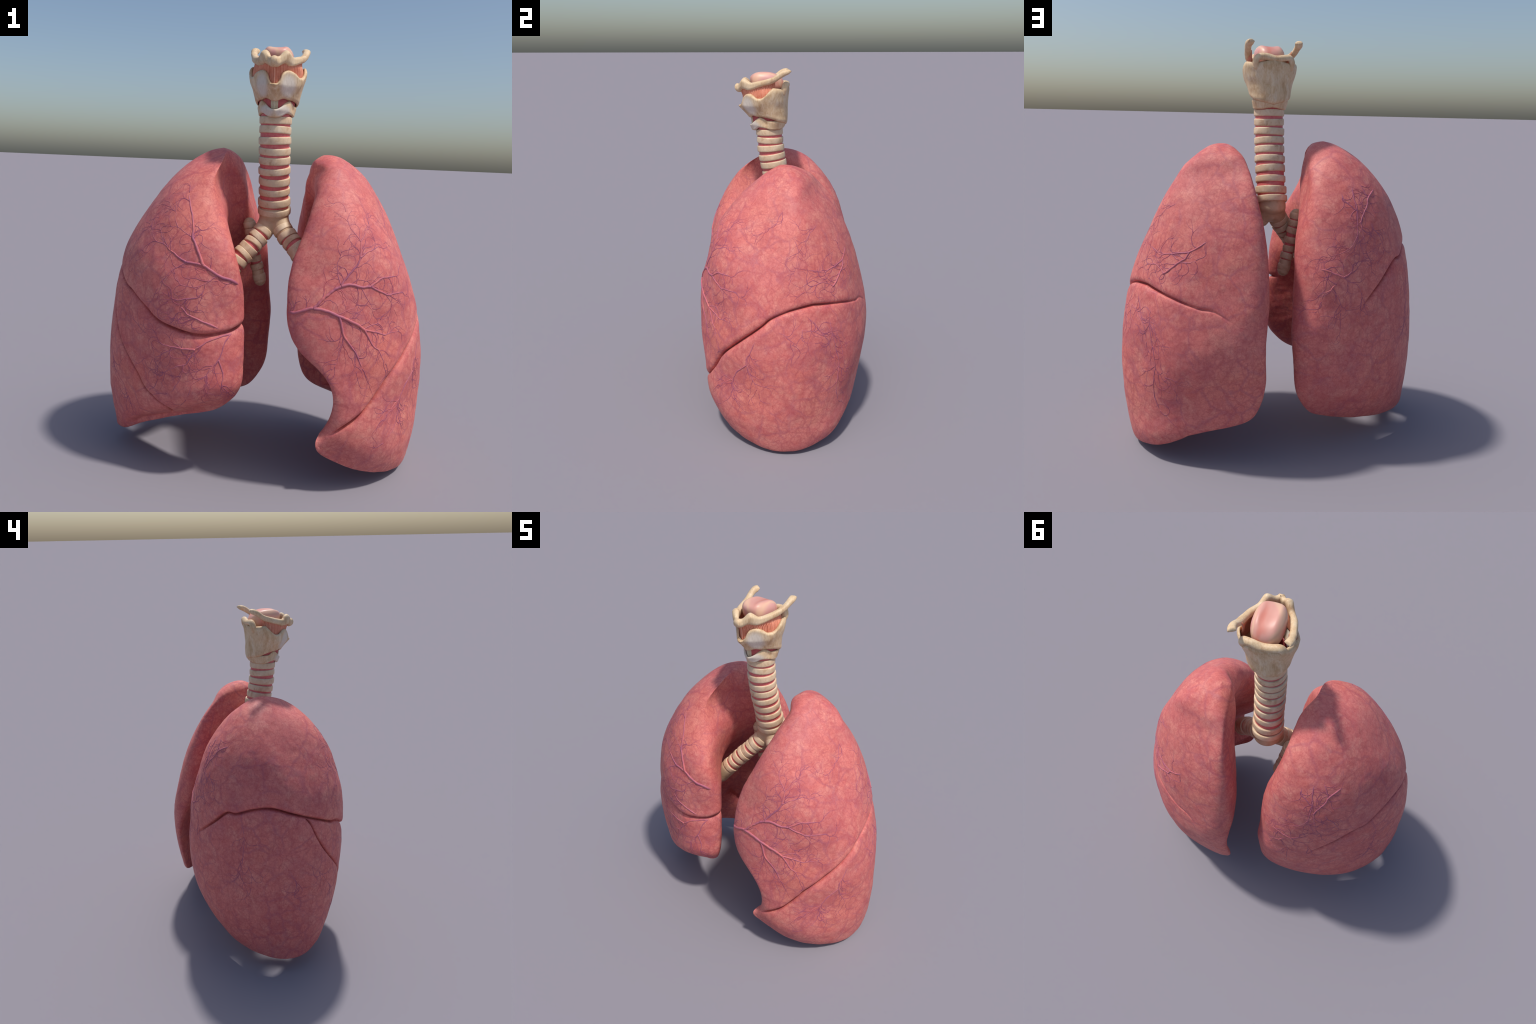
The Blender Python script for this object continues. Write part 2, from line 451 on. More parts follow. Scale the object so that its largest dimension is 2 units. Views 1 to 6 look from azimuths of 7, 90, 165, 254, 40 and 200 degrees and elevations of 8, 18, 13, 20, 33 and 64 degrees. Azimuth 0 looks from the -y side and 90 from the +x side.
RIGHT_LUNG_SECTIONS = [
    Section(1.511, -0.001, 0.002,
            x=(-0.290, -0.306, -0.296, -0.266, -0.233, -0.208, -0.191, -0.186, -0.192, -0.223, -0.257, -0.276),
            y=(0.046, 0.008, -0.019, -0.040, -0.055, -0.059, -0.041, -0.006, 0.034, 0.066, 0.089, 0.082)),
    Section(1.472, -0.000, -0.001,
            x=(-0.370, -0.387, -0.337, -0.246, -0.187, -0.211, -0.220, -0.185, -0.137, -0.165, -0.249, -0.322),
            y=(0.073, -0.014, -0.075, -0.119, -0.173, -0.190, -0.147, -0.069, 0.019, 0.093, 0.154, 0.149)),
    Section(1.388, 0.001, -0.003,
            x=(-0.484, -0.476, -0.456, -0.332, -0.228, -0.260, -0.204, -0.121, -0.145, -0.111, -0.223, -0.391),
            y=(0.109, -0.034, -0.181, -0.285, -0.299, -0.222, -0.032, -0.038, 0.118, 0.172, 0.253, 0.231)),
    Section(1.244, 0.011, -0.015,
            x=(-0.609, -0.591, -0.558, -0.406, -0.169, -0.178, -0.186, -0.091, -0.134, -0.082, -0.260, -0.483),
            y=(0.059, 0.002, -0.173, -0.418, -0.336, -0.163, 0.021, 0.019, 0.195, 0.294, 0.347, 0.299)),
    Section(1.079, 0.003, -0.010,
            x=(-0.695, -0.703, -0.639, -0.402, -0.016, -0.207, -0.235, -0.092, -0.011, -0.073, -0.306, -0.537),
            y=(0.065, -0.059, -0.278, -0.451, -0.457, -0.228, 0.029, 0.119, 0.229, 0.362, 0.414, 0.328)),
    Section(0.915, 0.001, -0.010,
            x=(-0.734, -0.743, -0.585, -0.318, 0.041, -0.238, -0.354, -0.221, 0.034, -0.117, -0.343, -0.602),
            y=(0.066, -0.148, -0.362, -0.535, -0.373, -0.147, 0.031, 0.184, 0.257, 0.460, 0.411, 0.301)),
    Section(0.785, -0.021, -0.011,
            x=(-0.784, -0.750, -0.553, -0.249, 0.057, -0.335, -0.482, -0.335, 0.060, -0.089, -0.311, -0.611),
            y=(0.046, -0.177, -0.419, -0.508, -0.320, -0.244, 0.027, 0.196, 0.227, 0.450, 0.453, 0.315)),
    Section(0.660, -0.057, -0.013,
            x=(-0.786, -0.776, -0.506, -0.162, 0.044, -0.379, -0.546, -0.414, 0.001, 0.017, -0.189, -0.558),
            y=(0.108, -0.223, -0.450, -0.509, -0.316, -0.234, 0.030, 0.234, 0.253, 0.408, 0.491, 0.365)),
    Section(0.534, -0.102, -0.011,
            x=(-0.752, -0.815, -0.479, -0.140, 0.030, -0.390, -0.556, -0.438, -0.095, 0.053, -0.116, -0.521),
            y=(0.193, -0.211, -0.422, -0.517, -0.312, -0.215, 0.031, 0.224, 0.235, 0.328, 0.497, 0.414)),
    Section(0.396, -0.149, -0.007,
            x=(-0.709, -0.840, -0.562, -0.229, 0.085, -0.373, -0.545, -0.454, -0.381, 0.013, 0.016, -0.459),
            y=(0.208, -0.105, -0.366, -0.548, -0.374, -0.190, 0.031, 0.218, 0.238, 0.303, 0.426, 0.425)),
    Section(0.254, -0.201, -0.007,
            x=(-0.839, -0.678, -0.672, -0.511, 0.036, -0.371, -0.563, -0.495, -0.652, -0.059, -0.095, -0.573),
            y=(-0.010, -0.194, -0.220, -0.252, -0.411, -0.152, 0.035, 0.199, 0.299, 0.339, 0.325, 0.304)),
]

def lung_surface(sections, ns=330, nt=380, crown=0.012,
                 base=((0.86, -0.006), (0.66, -0.006), (0.5, -0.006))):
    m = len(sections[0].x)
    th = np.arange(m) / m * 2 * np.pi
    rows = [np.stack([np.array(s.x), np.array(s.y),
                      s.z + s.rise_side * np.cos(th) + s.rise_front * np.sin(th)], -1) for s in sections]
    rim = rows[-1]
    rows = [np.repeat(rows[0].mean(0)[None], m, 0) + [0, 0, crown]] + rows
    for f, dz in base:                       # closed underside
        rows.append(rim * f + (1 - f) * rim[[(m // 2 - i) % m for i in range(m)]] + [0, 0, dz])
    net = np.array(rows)
    B, C = open_basis(ns, len(rows)), closed_basis(nt, m)
    V = np.einsum('sk,tm,kmc->stc', B, C, net)
    return V

# Fissures (the clefts between the lobes) and the raised veins, as control
# points lying on the lung surface.
Vein = namedtuple('Vein', 'thick thin path')   # radius at both ends, points on the surface

LEFT_FISSURE = [
    (0.333, -0.441, 0.278), (0.401, -0.453, 0.326), (0.464, -0.438, 0.370), (0.515, -0.410, 0.424),
    (0.566, -0.379, 0.496), (0.613, -0.346, 0.563), (0.728, -0.151, 0.752), (0.728, -0.089, 0.803),
    (0.710, 0.007, 0.838), (0.669, 0.123, 0.854), (0.647, 0.172, 0.850), (0.577, 0.281, 0.833),
    (0.493, 0.353, 0.808), (0.438, 0.384, 0.793), (0.383, 0.411, 0.786), (0.324, 0.442, 0.752),
    (0.255, 0.469, 0.704)]
LEFT_FRONT_VEINS = [
    Vein(0.0080, 0.0075, [(0.139, -0.436, 0.825), (0.181, -0.466, 0.835), (0.245, -0.473, 0.859), (0.256, -0.473, 0.862)]),
    Vein(0.0085, 0.0070, [(0.252, -0.473, 0.858), (0.301, -0.473, 0.853), (0.347, -0.468, 0.836), (0.393, -0.455, 0.817), (0.440, -0.436, 0.793), (0.473, -0.420, 0.767)]),
    Vein(0.0062, 0.0018, [(0.473, -0.420, 0.767), (0.494, -0.411, 0.731), (0.516, -0.401, 0.694), (0.542, -0.388, 0.672), (0.560, -0.381, 0.635), (0.578, -0.372, 0.610)]),
    Vein(0.0055, 0.0018, [(0.473, -0.420, 0.767), (0.520, -0.391, 0.755), (0.561, -0.363, 0.739), (0.598, -0.332, 0.743), (0.628, -0.306, 0.743)]),
    Vein(0.0034, 0.0018, [(0.472, -0.420, 0.783), (0.499, -0.403, 0.784), (0.530, -0.381, 0.793), (0.543, -0.370, 0.807)]),
    Vein(0.0072, 0.0028, [(0.361, -0.466, 0.825), (0.377, -0.465, 0.779), (0.389, -0.463, 0.741), (0.419, -0.452, 0.701), (0.445, -0.443, 0.665), (0.467, -0.435, 0.617), (0.476, -0.431, 0.596)]),
    Vein(0.0034, 0.0014, [(0.386, -0.464, 0.729), (0.371, -0.470, 0.687), (0.367, -0.471, 0.640), (0.350, -0.476, 0.608), (0.336, -0.480, 0.581)]),
    Vein(0.0028, 0.0013, [(0.438, -0.445, 0.673), (0.440, -0.446, 0.622), (0.450, -0.442, 0.582)]),
    Vein(0.0074, 0.0068, [(0.252, -0.473, 0.859), (0.287, -0.464, 0.897), (0.323, -0.453, 0.931), (0.362, -0.441, 0.955)]),
    Vein(0.0062, 0.0040, [(0.362, -0.440, 0.958), (0.386, -0.426, 0.996), (0.418, -0.410, 1.034), (0.435, -0.395, 1.071), (0.437, -0.382, 1.108), (0.435, -0.369, 1.140)]),
    Vein(0.0040, 0.0014, [(0.435, -0.369, 1.139), (0.418, -0.367, 1.163), (0.391, -0.362, 1.193), (0.376, -0.347, 1.223), (0.363, -0.316, 1.266)]),
    Vein(0.0040, 0.0014, [(0.437, -0.368, 1.139), (0.453, -0.335, 1.176), (0.464, -0.298, 1.209), (0.475, -0.248, 1.242)]),
    Vein(0.0052, 0.0020, [(0.435, -0.394, 1.074), (0.464, -0.371, 1.096), (0.499, -0.338, 1.111), (0.540, -0.276, 1.127)]),
    Vein(0.0080, 0.0026, [(0.362, -0.441, 0.955), (0.403, -0.429, 0.963), (0.446, -0.416, 0.952), (0.484, -0.398, 0.953), (0.524, -0.377, 0.934), (0.566, -0.347, 0.913), (0.594, -0.320, 0.915), (0.625, -0.284, 0.914), (0.658, -0.235, 0.898)]),
    Vein(0.0060, 0.0026, [(0.488, -0.396, 0.954), (0.517, -0.374, 0.978), (0.545, -0.352, 0.989), (0.582, -0.318, 0.989), (0.603, -0.291, 0.986)]),
    Vein(0.0030, 0.0013, [(0.446, -0.416, 0.948), (0.471, -0.410, 0.910), (0.493, -0.401, 0.878), (0.504, -0.395, 0.846)]),
    Vein(0.0030, 0.0013, [(0.553, -0.357, 0.916), (0.580, -0.336, 0.882), (0.604, -0.316, 0.839)]),
    Vein(0.0030, 0.0013, [(0.360, -0.440, 0.959), (0.346, -0.432, 1.003), (0.342, -0.424, 1.045), (0.352, -0.414, 1.083), (0.363, -0.398, 1.131)]),
    Vein(0.0026, 0.0012, [(0.354, -0.464, 0.847), (0.395, -0.450, 0.855), (0.428, -0.435, 0.871), (0.452, -0.420, 0.906)]),
]
LEFT_SIDE_VEINS = [
    Vein(0.0034, 0.0048, [(0.731, -0.163, 0.697), (0.726, -0.192, 0.626), (0.717, -0.216, 0.576), (0.716, -0.216, 0.541)]),
    Vein(0.0048, 0.0026, [(0.716, -0.216, 0.541), (0.681, -0.265, 0.486), (0.656, -0.290, 0.426), (0.654, -0.291, 0.378), (0.641, -0.311, 0.310), (0.589, -0.365, 0.236)]),
    Vein(0.0046, 0.0018, [(0.716, -0.216, 0.541), (0.721, -0.199, 0.488), (0.728, -0.176, 0.446), (0.736, -0.153, 0.385)]),
    Vein(0.0038, 0.0020, [(0.656, -0.290, 0.429), (0.621, -0.329, 0.394), (0.582, -0.368, 0.351)]),
    Vein(0.0030, 0.0042, [(0.643, 0.219, 0.767), (0.651, 0.232, 0.688), (0.642, 0.260, 0.581), (0.634, 0.276, 0.497), (0.642, 0.266, 0.408), (0.638, 0.266, 0.338), (0.614, 0.283, 0.268)]),
    Vein(0.0026, 0.0036, [(0.694, 0.093, 0.803), (0.688, 0.140, 0.757), (0.684, 0.177, 0.704), (0.673, 0.208, 0.660), (0.668, 0.225, 0.594)]),
    Vein(0.0024, 0.0030, [(0.721, 0.070, 0.738), (0.703, 0.129, 0.723), (0.683, 0.183, 0.691)]),
    Vein(0.0024, 0.0014, [(0.724, 0.064, 0.730), (0.733, 0.076, 0.684), (0.711, 0.141, 0.660)]),
    Vein(0.0028, 0.0014, [(0.637, 0.245, 0.714), (0.619, 0.286, 0.602), (0.604, 0.310, 0.481), (0.557, 0.343, 0.401)]),
    Vein(0.0028, 0.0016, [(0.741, -0.067, 0.745), (0.745, -0.010, 0.715), (0.751, 0.024, 0.668)]),
    Vein(0.0028, 0.0013, [(0.587, 0.026, 1.190), (0.606, 0.048, 1.143), (0.624, 0.048, 1.095), (0.645, 0.036, 1.043), (0.666, 0.013, 0.991)]),
    Vein(0.0028, 0.0014, [(0.498, 0.157, 1.242), (0.555, 0.113, 1.204), (0.598, 0.071, 1.146)]),
    Vein(0.0030, 0.0018, [(0.497, -0.006, 1.342), (0.524, -0.046, 1.279), (0.537, -0.063, 1.247), (0.544, -0.132, 1.205)]),
]
LEFT_BACK_VEINS = [
    Vein(0.0040, 0.0062, [(0.385, 0.316, 1.089), (0.421, 0.309, 1.066), (0.470, 0.295, 1.034), (0.493, 0.292, 1.004), (0.532, 0.271, 0.974), (0.563, 0.253, 0.943), (0.585, 0.234, 0.927)]),
    Vein(0.0050, 0.0026, [(0.470, 0.293, 1.038), (0.517, 0.263, 1.026), (0.551, 0.232, 1.018), (0.593, 0.183, 1.007), (0.609, 0.150, 1.019), (0.633, 0.088, 1.034)]),
    Vein(0.0030, 0.0034, [(0.549, 0.235, 1.017), (0.519, 0.274, 0.998)]),
    Vein(0.0040, 0.0018, [(0.511, 0.286, 0.984), (0.473, 0.311, 0.991), (0.442, 0.324, 1.004)]),
    Vein(0.0040, 0.0024, [(0.583, 0.234, 0.934), (0.608, 0.185, 0.957), (0.638, 0.134, 0.951), (0.668, 0.078, 0.923)]),
]
RIGHT_FISSURE = [
    (-0.064, -0.377, 0.734), (-0.104, -0.418, 0.720), (-0.194, -0.460, 0.705), (-0.251, -0.470, 0.703),
    (-0.324, -0.469, 0.712), (-0.407, -0.452, 0.734), (-0.462, -0.432, 0.760), (-0.510, -0.404, 0.800),
    (-0.592, -0.337, 0.851), (-0.647, -0.271, 0.876), (-0.715, -0.016, 0.985), (-0.679, 0.097, 1.016),
    (-0.638, 0.184, 1.004), (-0.585, 0.264, 0.970), (-0.538, 0.308, 0.963), (-0.458, 0.365, 0.885),
    (-0.387, 0.402, 0.822), (-0.341, 0.421, 0.783), (-0.294, 0.436, 0.740)]
RIGHT_FISSURE_LOWER = [
    (-0.717, -0.125, 0.917), (-0.718, -0.172, 0.815), (-0.695, -0.244, 0.701), (-0.570, -0.361, 0.500),
    (-0.512, -0.380, 0.410), (-0.459, -0.403, 0.373), (-0.392, -0.398, 0.326), (-0.386, -0.296, 0.265)]
RIGHT_FRONT_UPPER_VEINS = [
    Vein(0.0085, 0.0060, [(-0.081, -0.386, 0.921), (-0.113, -0.417, 0.945), (-0.165, -0.440, 0.966), (-0.219, -0.447, 1.002), (-0.249, -0.448, 1.013), (-0.308, -0.446, 1.018)]),
    Vein(0.0058, 0.0020, [(-0.308, -0.446, 1.018), (-0.340, -0.438, 1.033), (-0.369, -0.427, 1.052), (-0.390, -0.417, 1.064), (-0.422, -0.399, 1.085), (-0.463, -0.375, 1.091)]),
    Vein(0.0080, 0.0028, [(-0.231, -0.446, 1.016), (-0.252, -0.439, 1.053), (-0.274, -0.426, 1.097), (-0.290, -0.415, 1.128), (-0.292, -0.396, 1.173), (-0.304, -0.375, 1.218), (-0.318, -0.354, 1.260), (-0.329, -0.334, 1.291), (-0.332, -0.317, 1.316)]),
    Vein(0.0040, 0.0014, [(-0.308, -0.446, 1.018), (-0.333, -0.447, 1.002), (-0.366, -0.446, 0.983), (-0.395, -0.445, 0.950), (-0.422, -0.440, 0.922), (-0.437, -0.438, 0.891)]),
    Vein(0.0038, 0.0030, [(-0.168, -0.441, 0.964), (-0.192, -0.449, 0.950), (-0.215, -0.456, 0.931), (-0.224, -0.461, 0.902), (-0.244, -0.466, 0.872), (-0.283, -0.470, 0.863), (-0.335, -0.468, 0.852), (-0.389, -0.457, 0.835)]),
    Vein(0.0028, 0.0012, [(-0.291, -0.418, 1.121), (-0.320, -0.409, 1.140), (-0.361, -0.394, 1.162), (-0.394, -0.383, 1.163), (-0.435, -0.358, 1.171)]),
    Vein(0.0024, 0.0012, [(-0.362, -0.392, 1.165), (-0.380, -0.371, 1.203), (-0.379, -0.361, 1.224), (-0.414, -0.329, 1.246), (-0.430, -0.290, 1.280)]),
    Vein(0.0028, 0.0012, [(-0.215, -0.456, 0.931), (-0.250, -0.464, 0.916), (-0.289, -0.466, 0.915), (-0.323, -0.465, 0.920), (-0.343, -0.459, 0.941), (-0.357, -0.451, 0.968)]),
    Vein(0.0020, 0.0010, [(-0.463, -0.375, 1.091), (-0.485, -0.353, 1.110), (-0.499, -0.322, 1.147), (-0.521, -0.289, 1.162)]),
    Vein(0.0020, 0.0010, [(-0.467, -0.375, 1.087), (-0.494, -0.371, 1.052), (-0.524, -0.359, 1.022), (-0.568, -0.331, 0.988), (-0.592, -0.317, 0.950)]),
    Vein(0.0022, 0.0010, [(-0.422, -0.399, 1.085), (-0.441, -0.377, 1.123), (-0.456, -0.352, 1.156), (-0.470, -0.319, 1.194)]),
]
RIGHT_FRONT_LOWER_VEINS = [
    Vein(0.0062, 0.0030, [(-0.147, -0.441, 0.727), (-0.192, -0.455, 0.749), (-0.250, -0.466, 0.773), (-0.292, -0.469, 0.792), (-0.314, -0.469, 0.816), (-0.332, -0.468, 0.830)]),
    Vein(0.0028, 0.0015, [(-0.250, -0.466, 0.773), (-0.292, -0.469, 0.775), (-0.344, -0.466, 0.770)]),
    Vein(0.0060, 0.0018, [(-0.088, -0.408, 0.712), (-0.130, -0.436, 0.704), (-0.185, -0.460, 0.684), (-0.228, -0.471, 0.656), (-0.257, -0.474, 0.631), (-0.277, -0.473, 0.592), (-0.299, -0.470, 0.563), (-0.340, -0.461, 0.548), (-0.382, -0.448, 0.522), (-0.417, -0.433, 0.492), (-0.437, -0.422, 0.464)]),
    Vein(0.0060, 0.0028, [(-0.257, -0.474, 0.635), (-0.313, -0.471, 0.634), (-0.363, -0.462, 0.636), (-0.410, -0.450, 0.640)]),
    Vein(0.0022, 0.0012, [(-0.410, -0.450, 0.640), (-0.439, -0.441, 0.661), (-0.506, -0.411, 0.679)]),
    Vein(0.0030, 0.0014, [(-0.303, -0.469, 0.558), (-0.312, -0.465, 0.521), (-0.327, -0.461, 0.482), (-0.357, -0.451, 0.432), (-0.387, -0.439, 0.411)]),
    Vein(0.0026, 0.0012, [(-0.340, -0.466, 0.626), (-0.386, -0.455, 0.610), (-0.420, -0.443, 0.590), (-0.460, -0.425, 0.561), (-0.502, -0.405, 0.554)]),
    Vein(0.0042, 0.0016, [(-0.099, -0.418, 0.705), (-0.121, -0.436, 0.676), (-0.134, -0.448, 0.635), (-0.148, -0.458, 0.593), (-0.175, -0.467, 0.564), (-0.195, -0.472, 0.533), (-0.207, -0.474, 0.515), (-0.257, -0.474, 0.484), (-0.274, -0.471, 0.442), (-0.295, -0.453, 0.389)]),
    Vein(0.0048, 0.0026, [(-0.148, -0.458, 0.593), (-0.135, -0.455, 0.555), (-0.125, -0.454, 0.520), (-0.132, -0.458, 0.485), (-0.120, -0.448, 0.461)]),
    Vein(0.0022, 0.0012, [(-0.198, -0.473, 0.520), (-0.201, -0.474, 0.468), (-0.219, -0.463, 0.417)]),
    Vein(0.0030, 0.0014, [(-0.712, -0.238, 0.516), (-0.687, -0.266, 0.478), (-0.662, -0.281, 0.418), (-0.620, -0.306, 0.364), (-0.599, -0.309, 0.305), (-0.543, -0.336, 0.287)]),
]
RIGHT_BACK_VEINS = [
    Vein(0.0062, 0.0020, [(-0.437, 0.240, 1.310), (-0.384, 0.295, 1.274), (-0.366, 0.323, 1.233), (-0.330, 0.352, 1.181), (-0.326, 0.367, 1.138), (-0.338, 0.379, 1.087), (-0.346, 0.387, 1.030)]),
    Vein(0.0038, 0.0030, [(-0.239, 0.292, 1.308), (-0.253, 0.319, 1.263), (-0.283, 0.333, 1.236), (-0.309, 0.341, 1.216)]),
    Vein(0.0042, 0.0028, [(-0.300, 0.278, 1.330), (-0.302, 0.313, 1.273), (-0.311, 0.336, 1.227), (-0.308, 0.355, 1.182), (-0.302, 0.379, 1.104)]),
    Vein(0.0024, 0.0010, [(-0.302, 0.379, 1.104), (-0.273, 0.392, 1.059), (-0.238, 0.398, 1.037), (-0.179, 0.398, 1.018), (-0.128, 0.389, 1.002)]),
    Vein(0.0024, 0.0012, [(-0.302, 0.379, 1.104), (-0.322, 0.390, 1.044), (-0.355, 0.393, 0.969)]),
    Vein(0.0036, 0.0036, [(-0.336, 0.262, 1.345), (-0.361, 0.283, 1.306), (-0.374, 0.298, 1.274)]),
    Vein(0.0036, 0.0018, [(-0.367, 0.348, 1.171), (-0.394, 0.354, 1.130), (-0.424, 0.350, 1.099), (-0.444, 0.349, 1.061), (-0.455, 0.350, 1.023)]),
    Vein(0.0040, 0.0050, [(-0.105, 0.390, 0.958), (-0.152, 0.412, 0.949), (-0.191, 0.422, 0.934), (-0.224, 0.426, 0.919)]),
    Vein(0.0050, 0.0030, [(-0.224, 0.426, 0.919), (-0.260, 0.419, 0.938), (-0.289, 0.408, 0.971)]),
    Vein(0.0042, 0.0018, [(-0.224, 0.425, 0.920), (-0.259, 0.426, 0.894), (-0.292, 0.422, 0.883), (-0.316, 0.421, 0.848), (-0.336, 0.421, 0.800)]),
    Vein(0.0026, 0.0014, [(-0.224, 0.425, 0.920), (-0.220, 0.412, 0.979), (-0.207, 0.402, 1.018)]),
    Vein(0.0048, 0.0040, [(-0.203, 0.430, 0.898), (-0.174, 0.430, 0.879), (-0.162, 0.431, 0.855)]),
    Vein(0.0032, 0.0016, [(-0.162, 0.430, 0.867), (-0.127, 0.423, 0.838), (-0.120, 0.426, 0.794)]),
    Vein(0.0038, 0.0018, [(-0.170, 0.432, 0.859), (-0.194, 0.438, 0.834), (-0.211, 0.442, 0.793), (-0.212, 0.445, 0.748)]),
]
RIGHT_SIDE_VEINS = [
    Vein(0.0034, 0.0016, [(-0.614, 0.242, 0.933), (-0.636, 0.231, 0.861), (-0.640, 0.241, 0.763), (-0.640, 0.250, 0.682), (-0.626, 0.273, 0.608)]),
    Vein(0.0024, 0.0012, [(-0.662, 0.224, 0.696), (-0.683, 0.206, 0.627), (-0.684, 0.214, 0.552)]),
    Vein(0.0032, 0.0020, [(-0.761, 0.019, 0.678), (-0.768, -0.017, 0.605), (-0.770, -0.037, 0.554)]),
    Vein(0.0026, 0.0014, [(-0.760, -0.078, 0.708), (-0.746, -0.164, 0.629), (-0.697, -0.255, 0.485)]),
]

Fissure = namedtuple("Fissure", "path closing depth upper_width lower_width fade_in fade_out up")

class Cleft:
    """A fissure prepared for distance look-ups: which side a point is on and how deep the cleft is."""
    def __init__(self, fis, bvh):
        n_real = len(fis.path)
        pts = list(fis.path) + list(fis.closing)
        P = curve(pts, 60 * len(pts))
        t = np.linspace(0, len(pts) - 1, len(P)) / (n_real - 1)
        self.P = P.copy()
        self.N = np.zeros_like(P)
        for i, p in enumerate(P):
            co, no, _, _ = bvh.find_nearest(Vector(p))
            self.P[i] = co; self.N[i] = no
        T = np.gradient(self.P, axis=0)
        T /= np.linalg.norm(T, axis=1)[:, None] + 1e-12
        for _ in range(12):
            T[1:-1] = (T[:-2] + T[1:-1] + T[2:]) / 3
            self.N[1:-1] = (self.N[:-2] + self.N[1:-1] + self.N[2:]) / 3
        self.side = np.cross(self.N, T) * fis.up
        s = lambda a: np.clip(a, 0, 1) ** 2 * (3 - 2 * np.clip(a, 0, 1))
        fin = s(t / fis.fade_in) if fis.fade_in > 0 else np.ones_like(t)
        fout = s((1 - t) / fis.fade_out) if fis.fade_out > 0 else (t <= 1).astype(float)
        wob = 1 + 0.18 * np.sin(t * 23) + 0.10 * np.sin(t * 61 + 1)
        self.depth = fis.depth * fin * fout * (t <= 1.0) * wob
        self.f = fis
        self.kd = kdtree.KDTree(len(self.P))
        for i, p in enumerate(self.P):
            self.kd.insert(p, i)
        self.kd.balance()
    def look(self, V):
        idx = np.empty(len(V), int); dist = np.empty(len(V))
        for i, v in enumerate(V):
            _, k, d = self.kd.find(v)
            idx[i] = k; dist[i] = d
        side = np.einsum('ij,ij->i', V - self.P[idx], self.side[idx])
        return np.where(side >= 0, dist, -dist), self.depth[idx]
    def cut(self, d, depth):
        w = np.where(d >= 0, self.f.upper_width, self.f.lower_width)
        slit = -depth * np.exp(-np.abs(d / w) ** 1.6)
        shoulder = -0.30 * depth * np.exp(-(d / (3.6 * w)) ** 2)
        return slit + shoulder

def build_lung(name, sections, fissures, lobe_names, veins, step=0.0):
    lung = group(name, ROOT)
    G = lung_surface(sections)
    ns, nt = G.shape[:2]
    V = G.reshape(-1, 3)
    F = grid_faces(ns, nt, close_v=True)
    bm = bmesh.new()
    vs = [bm.verts.new(v) for v in V]
    for f in F:
        try:
            bm.faces.new([vs[i] for i in f])
        except ValueError:
            pass
    bmesh.ops.remove_doubles(bm, verts=bm.verts, dist=2e-5)
    bmesh.ops.dissolve_degenerate(bm, dist=1e-6, edges=bm.edges)
    bmesh.ops.recalc_face_normals(bm, faces=bm.faces)
    bvh = BVHTree.FromBMesh(bm)
    clefts = [Cleft(f, bvh) for f in fissures]
    # finer mesh along the clefts
    bm.verts.ensure_lookup_table()
    P = np.array([v.co[:] for v in bm.verts])
    near = np.zeros(len(P), bool)
    for c in clefts:
        d, dep = c.look(P)
        near |= (np.abs(d) < 0.032) & (dep > 0)
    bm.verts.index_update()
    edges = [e for e in bm.edges if near[e.verts[0].index] and near[e.verts[1].index]]
    bmesh.ops.subdivide_edges(bm, edges=edges, cuts=3, use_grid_fill=True)
    bm.normal_update()
    bm.verts.ensure_lookup_table(); bm.verts.index_update()
    P = np.array([v.co[:] for v in bm.verts])
    N = np.array([v.normal[:] for v in bm.verts])
    # relief: soft swellings, then the clefts
    off = 0.0022 * hash_noise(P, 9, 1) + 0.0011 * hash_noise(P, 22, 2) + 0.0004 * hash_noise(P, 60, 4)
    look = [c.look(P) for c in clefts]
    for c, (d, dep) in zip(clefts, look):
        if c is not clefts[0]:
            dep = dep * (look[0][0] < 0.004)      # the lower cleft stops at the main one
        off = off + c.cut(d, dep)
    if len(clefts) > 1:                            # the middle lobe lies a step lower than its neighbours
        d0, d1 = look[0][0], look[1][0]
        front = np.clip(-N[:, 1] * 1.6, 0, 1)
        edge = np.clip(d1 / 0.05, 0, 1) * np.clip((-P[:, 1] - 0.24) / 0.09, 0, 1)
        under = np.clip(-d0 / 0.006, 0, 1)
        off = off - step * under * np.exp(np.minimum(d0, 0) / 0.30) * front * edge * edge * (3 - 2 * edge)
    P = P + N * off[:, None]
    for v, p in zip(bm.verts, P):
        v.co = p
    bm.normal_update()
    N = np.array([v.normal[:] for v in bm.verts])
    above = look[0][0] >= 0
    lobe = np.where(above, 0, 1)
    if len(clefts) > 1:
        lobe = np.where(~above & (look[1][0] < 0), 2, lobe)
    faces = [tuple(v.index for v in f.verts) for f in bm.faces]
    bvh = BVHTree.FromBMesh(bm)
    bm.free()
    label = np.array([np.bincount(lobe[list(f)], minlength=3).argmax() for f in faces])
    for k, lname in enumerate(lobe_names):
        fs = [faces[i] for i in np.where(label == k)[0]]
        used = np.unique(np.concatenate([np.array(f) for f in fs]))
        remap = -np.ones(len(P), int); remap[used] = np.arange(len(used))
        ob = new_object(lname, P[used], [tuple(int(remap[i]) for i in f) for f in fs], LUNG, lung, recalc=False)
        ob.data.normals_split_custom_set_from_vertices([tuple(n) for n in N[used]])
    for vein, held in attach(veins):
        add_vein(vein, held, bvh, lung)
    add_capillaries(veins, bvh, lung)
    return lung

def on_surface(Q, bvh, passes=2):
    Q = np.array(Q)
    N = np.zeros_like(Q)
    for it in range(passes):
        for i, q in enumerate(Q):
            co, no, _, _ = bvh.find_nearest(Vector(q))
            Q[i] = co; N[i] = no
        if it < passes - 1 and len(Q) > 4:
            Q[1:-1] = (Q[:-2] + 2 * Q[1:-1] + Q[2:]) / 4
    for _ in range(4):
        if len(N) > 2:
            N[1:-1] = (N[:-2] + N[1:-1] + N[2:]) / 3
    N /= np.linalg.norm(N, axis=1)[:, None]
    return Q, N

